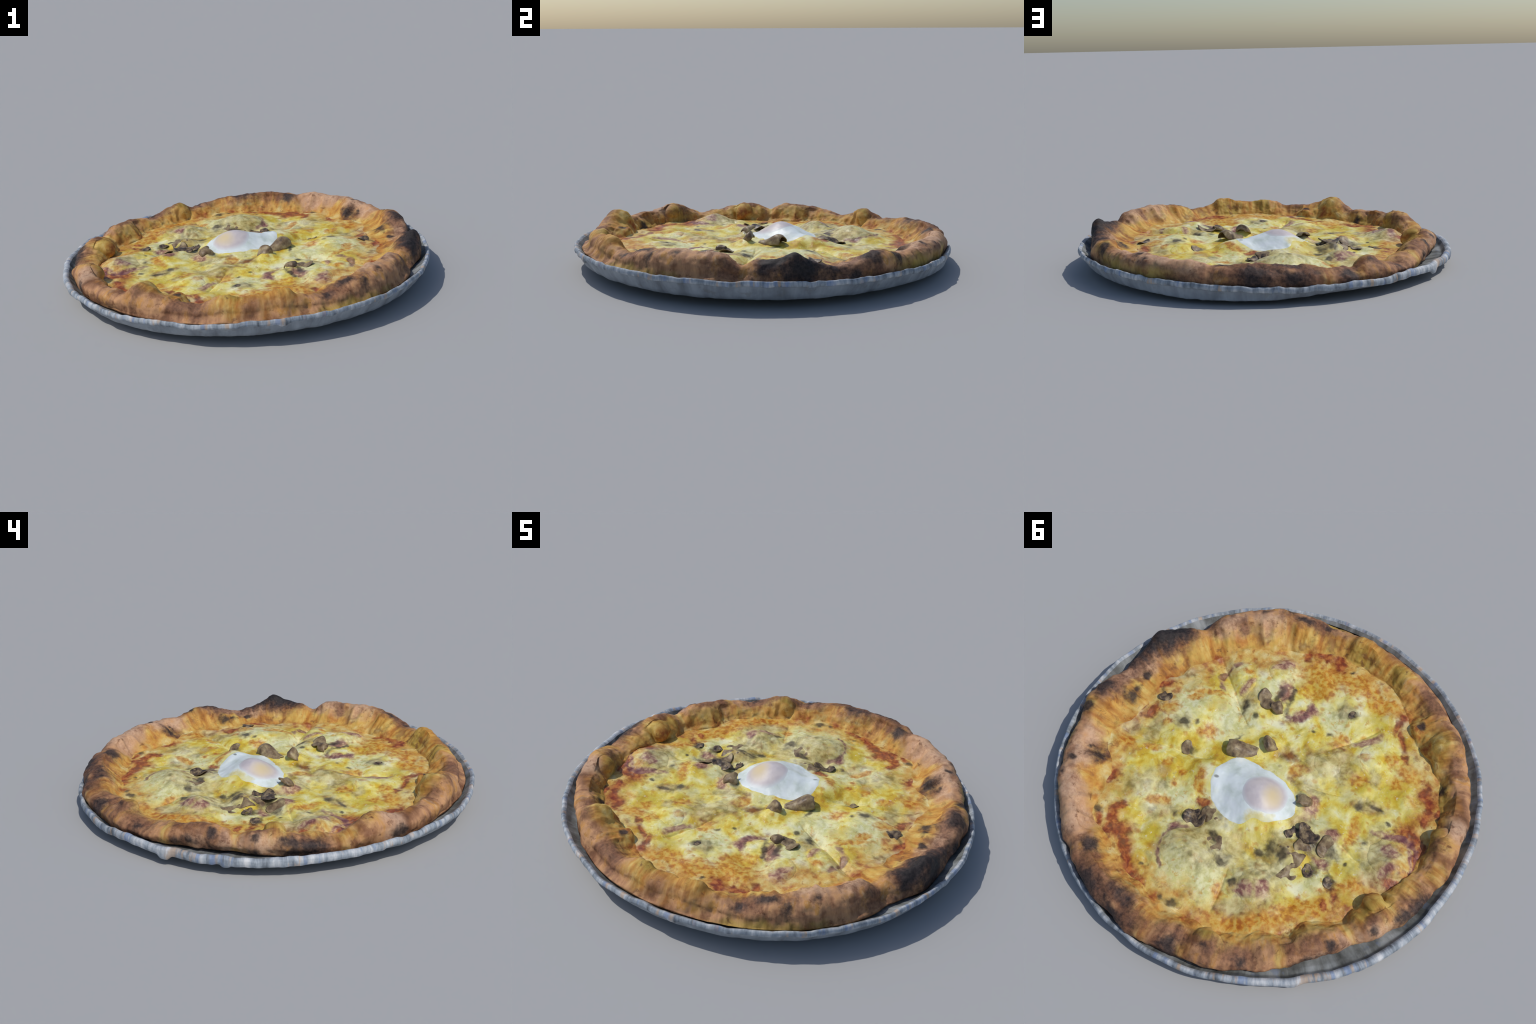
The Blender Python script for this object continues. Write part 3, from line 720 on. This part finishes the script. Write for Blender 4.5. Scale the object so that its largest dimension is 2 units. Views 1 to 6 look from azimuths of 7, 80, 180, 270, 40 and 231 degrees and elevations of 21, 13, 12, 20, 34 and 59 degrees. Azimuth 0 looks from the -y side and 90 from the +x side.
# ------------------------------------------------------------------ mushroom slices
def mushroom_slice(x, y, yaw, length, radius, thick, arc, mat, lift=0.0, tilt=0.0, seed=0, flare=.25):
    """A thin slice curled into an arch: along its length it widens and sags, across it bends round."""
    nu, nv = 26, 18
    out, inn = [], []
    for i in range(nu):
        u = i / (nu - 1) * 2 - 1
        w = 1 - .22 * abs(u) ** 3 + flare * math.sin(2.2 * u + seed)
        for j in range(nv):
            a = (j / (nv - 1) - .5) * radians(arc)
            wob = 1 + .10 * math.sin(3 * u + 2 * a + seed * 1.7)
            for lst, rr in ((out, radius * wob * w), (inn, radius * wob * w - thick)):
                lst.append((u * length / 2 + .1 * radius * math.sin(a * 2 + seed), rr * math.sin(a), rr * math.cos(a) + tilt * u * length / 2))
    P = np.array(out + inn)
    P = P + .005 * np.stack([vnoise(P * 26, 70 + seed), vnoise(P * 26, 80 + seed), vnoise(P * 26, 90 + seed)], 1) * np.array([1.6, 1.0, .7])
    c, s = math.cos(radians(yaw)), math.sin(radians(yaw))
    z0 = float(height(np.array([x]), np.array([y]))[0]) + lift
    W = np.stack([x + P[:, 0] * c - P[:, 1] * s, y + P[:, 0] * s + P[:, 1] * c, z0 + P[:, 2]], 1)
    n = nu * nv
    f = grid_faces(nu, nv, False)
    g = [tuple(n + k for k in q[::-1]) for q in f]
    rimf = []
    loop = [i * nv for i in range(nu)] + [(nu - 1) * nv + j for j in range(1, nv)] + [i * nv + nv - 1 for i in range(nu - 2, -1, -1)] + [j for j in range(nv - 2, 0, -1)]
    for k in range(len(loop)):
        a, b = loop[k], loop[(k + 1) % len(loop)]
        rimf.append((a, b, b + n, a + n)[::-1])
    ob = mesh_object('mushroom_slice', W, f + g + rimf, mat, pizza)
    mod = ob.modifiers.new('soft', 'SUBSURF')
    mod.levels = mod.render_levels = 1
    return ob

def mushroom_flake(x, y, yaw, size, curl, lean, mat, seed):
    """A thin cut of cap and stem lying on the cheese, half sunk, its sides curled up or down."""
    seg, rings, thick = 44, 9, .0055
    t = np.linspace(0, 2 * pi, seg, endpoint=False)
    R = ring([(0, 1.0), (50, 1.08), (95, .98), (128, .52), (158, .46), (180, .74), (202, .46), (232, .52), (265, .98), (310, 1.08)], t, 7) * size
    R = R * (1 + .13 * vnoise(np.stack([np.cos(t) * 1.6, np.sin(t) * 1.6, 0 * t + seed], 1), 200 + seed))
    c, s = math.cos(radians(yaw)), math.sin(radians(yaw))
    tops, bots = [], []
    for k in range(rings + 1):
        q = .04 + .96 * k / rings
        u, v = R * q * np.cos(t), R * q * np.sin(t)
        X, Y = x + u * c - v * s, y + u * s + v * c
        z = height(X, Y) + .0015 + curl * (v / size) ** 2 * size + lean * u + .25 * curl * size * np.sin(3 * u / size + seed)
        z = z + .004 * vnoise(np.stack([X, Y, 0 * X], 1) * 40, 210 + seed)
        round_off = thick * .35 * q ** 6
        tops.append(np.stack([X, Y, z - round_off], 1))
        bots.append(np.stack([X, Y, z - thick + round_off], 1))
    P = np.concatenate(tops + bots[::-1])
    f = grid_faces(2 * rings + 2, seg)
    f.append(tuple(range(seg)))
    f.append(tuple(range((2 * rings + 1) * seg, (2 * rings + 2) * seg))[::-1])
    return mesh_object('mushroom_slice', P, f, mat, pizza)

shroom, shroom_dark = mushroom_material(), mushroom_dark_material()
for i, (x, y, yaw, ln, rad, th, arc, dark, lift, tilt) in enumerate([
        (.172, .012, 46, .145, .042, .005, 170, 0, -.012, .15), (.118, -.100, 62, .065, .036, .006, 165, 0, -.014, .25),
        (.272, -.262, 35, .060, .027, .006, 180, 0, -.006, .3), (-.212, -.048, 100, .060, .034, .006, 140, 0, -.014, .6)]):
    mushroom_slice(x, y, yaw, ln, rad, th, arc, shroom_dark if dark else shroom, lift, tilt, i)
for i, (x, y, yaw, size, curl, lean, dark) in enumerate([
        (-.352, .020, 95, .058, .40, .10, 1), (-.395, .085, 20, .055, -.12, .12, 0), (-.370, .165, 200, .075, -.16, .03, 0), (-.300, .075, 150, .046, .25, -.08, 1),
        (-.490, .140, 60, .032, .30, .10, 1), (-.440, .235, 310, .062, -.12, .03, 0), (-.455, .012, 10, .048, .20, .06, 0), (.652, .130, 150, .036, .25, .05, 1),
        (.040, .378, 115, .056, .22, .05, 1), (-.015, .335, 30, .060, -.10, .03, 0), (-.586, .106, 50, .028, .2, .05, 1), (.018, -.528, 10, .022, .2, .0, 1),
        (.350, .203, 40, .034, .15, .03, 0), (.330, -.262, 75, .055, .25, .04, 0), (-.115, .420, 240, .070, -.08, .0, 0)]):
    mushroom_flake(x, y, yaw, size, curl, lean, shroom_dark if dark else shroom, i)

# ------------------------------------------------------------------ pan
pan = empty('pizza_pan')
pan['label'] = 'thin dented round grey metal pizza pan with rolled rim'
pan['category'] = 'pan'
crimp = .0030 * fbm(unit3, 26, 2, 101) + .0035 * fbm(unit3, 7, 2, 102)
rz = rim_z + crimp
rr = rim_r + .004 * fbm(unit3, 9, 2, 103)
wide = ring([(0, .010), (120, .011), (150, .020), (185, .022), (215, .016), (240, .010)], TH, 6)      # width of the lip
drop = ring([(0, .026), (90, .028), (125, .034), (150, .042), (180, .042), (205, .032), (270, .026)], TH, 8)
for d, w, depth in [(149, 1.6, .020), (166, 1.2, .012), (287, 1.3, .012), (205, 1.5, .006)]:              # dents in the lip
    a = np.abs((deg - d + 180) % 360 - 180)
    drop = drop + depth * np.exp(-(a / w) ** 4)
tilt_b = np.maximum(0.0, 0 * rz)
profile = [   # (radius, height) from the middle of the floor over the rolled rim to the middle of the underside
    (0 * rr + .01, 0 * rz + .020), (0 * rr + .4, 0 * rz + .020), (0 * rr + .75, .4 * base_z + .020), (base_r - .06, floor_z - .004),
    (rr - .062, floor_z + .004), (rr - .040, rz - .028), (rr - .5 * wide - .012, rz - .007)]
lip = [(rr - .5 * wide - .012, rz - .007), (rr - .5 * wide - .004, rz - .001), (rr - .25 * wide, rz + .0005), (rr + .2 * wide, rz - .004), (rr + .45 * wide, rz - .011),
       (rr + .5 * wide, rz - drop * .6), (rr + .40 * wide - .002, rz - drop * .9), (rr + .2 * wide - .008, rz - drop)]
under = [(rr + .2 * wide - .008, rz - drop), (np.minimum(rr - .012, .30 * base_r + .70 * (rr - .006)), .62 * (rz - drop) + .38 * base_z), (np.minimum(rr - .016, .60 * base_r + .40 * (rr - .006)), .25 * (rz - drop) + .75 * base_z),
         (base_r, base_z - .002), (base_r - .05, base_z - .010), (0 * rr + .72, .42 * base_z), (0 * rr + .45, 0 * rz + .006), (0 * rr + .01, 0 * rz + .002)]
def loft(prof, sub):
    """Rows round the pan, smoothly subdivided between the given profile points."""
    P = np.array([[p[0], p[1]] for p in prof])          # k,2,NT
    k = len(P)
    res = []
    for i in range(k - 1):
        p0, p1, p2, p3 = P[max(i - 1, 0)], P[i], P[i + 1], P[min(i + 2, k - 1)]
        for s in range(sub):
            t = s / sub
            m1, m2 = .5 * (p2 - p0) * .6, .5 * (p3 - p1) * .6
            res.append((2 * t ** 3 - 3 * t * t + 1) * p1 + (t ** 3 - 2 * t * t + t) * m1 + (-2 * t ** 3 + 3 * t * t) * p2 + (t ** 3 - t * t) * m2)
    res.append(P[-1])
    return res
a, b, c = loft(profile, 4), loft(lip, 4), loft(under, 4)
seq = a + b[1:] + c[1:]
PV = np.concatenate([np.stack([p[0] * CT, p[0] * ST, p[1]], 1) for p in seq])
PF = grid_faces(len(seq), NT)
dent = .002 * fbm(PV, 11, 3, 111) + .0007 * fbm(PV, 40, 2, 112)
rp = np.hypot(PV[:, 0], PV[:, 1])
PV[:, 2] += dent * smooth((rp - .5) / .3) * 1.5
PN = vertex_normals(PV, PF)
if PN[NT * 4, 2] < 0:
    PF = [q[::-1] for q in PF]
    PN = -PN
PV[:, 2] = np.maximum(PV[:, 2], 0)
def pan_part(name, lo, hi, mat, closed_lo=False, closed_hi=False, extra=None):
    rng_ = [(lo, hi)] + ([extra] if extra else [])
    vv, ff, nn, off = [], [], [], 0
    for l, h in rng_:
        vv.append(PV[l * NT:(h + 1) * NT]); nn.append(PN[l * NT:(h + 1) * NT])
        ff += [tuple(i - l * NT + off for i in q) for q in PF[l * NT:h * NT]]
        off += (h + 1 - l) * NT
    return mesh_object(name, np.concatenate(vv), ff, mat, pan, np.concatenate(nn))
ka, kb = len(a) - 1, len(a) + len(b) - 2
pan_part('dish', 0, ka, pan_material('pan_metal_dark', 'inside'))  # upper face in a darker, blotchier grey than the base
pan_part('rim', ka, kb, pan_material('pan_metal_rim', 'rim'))
pan_part('base', kb, len(seq) - 1, pan_material('pan_metal_plain', 'outside'))

# sit on the ground
low = min(o.data.vertices[i].co.z for o in pan.children for i in range(len(o.data.vertices)))
pan.location.z = -low
pizza.location.z = -low
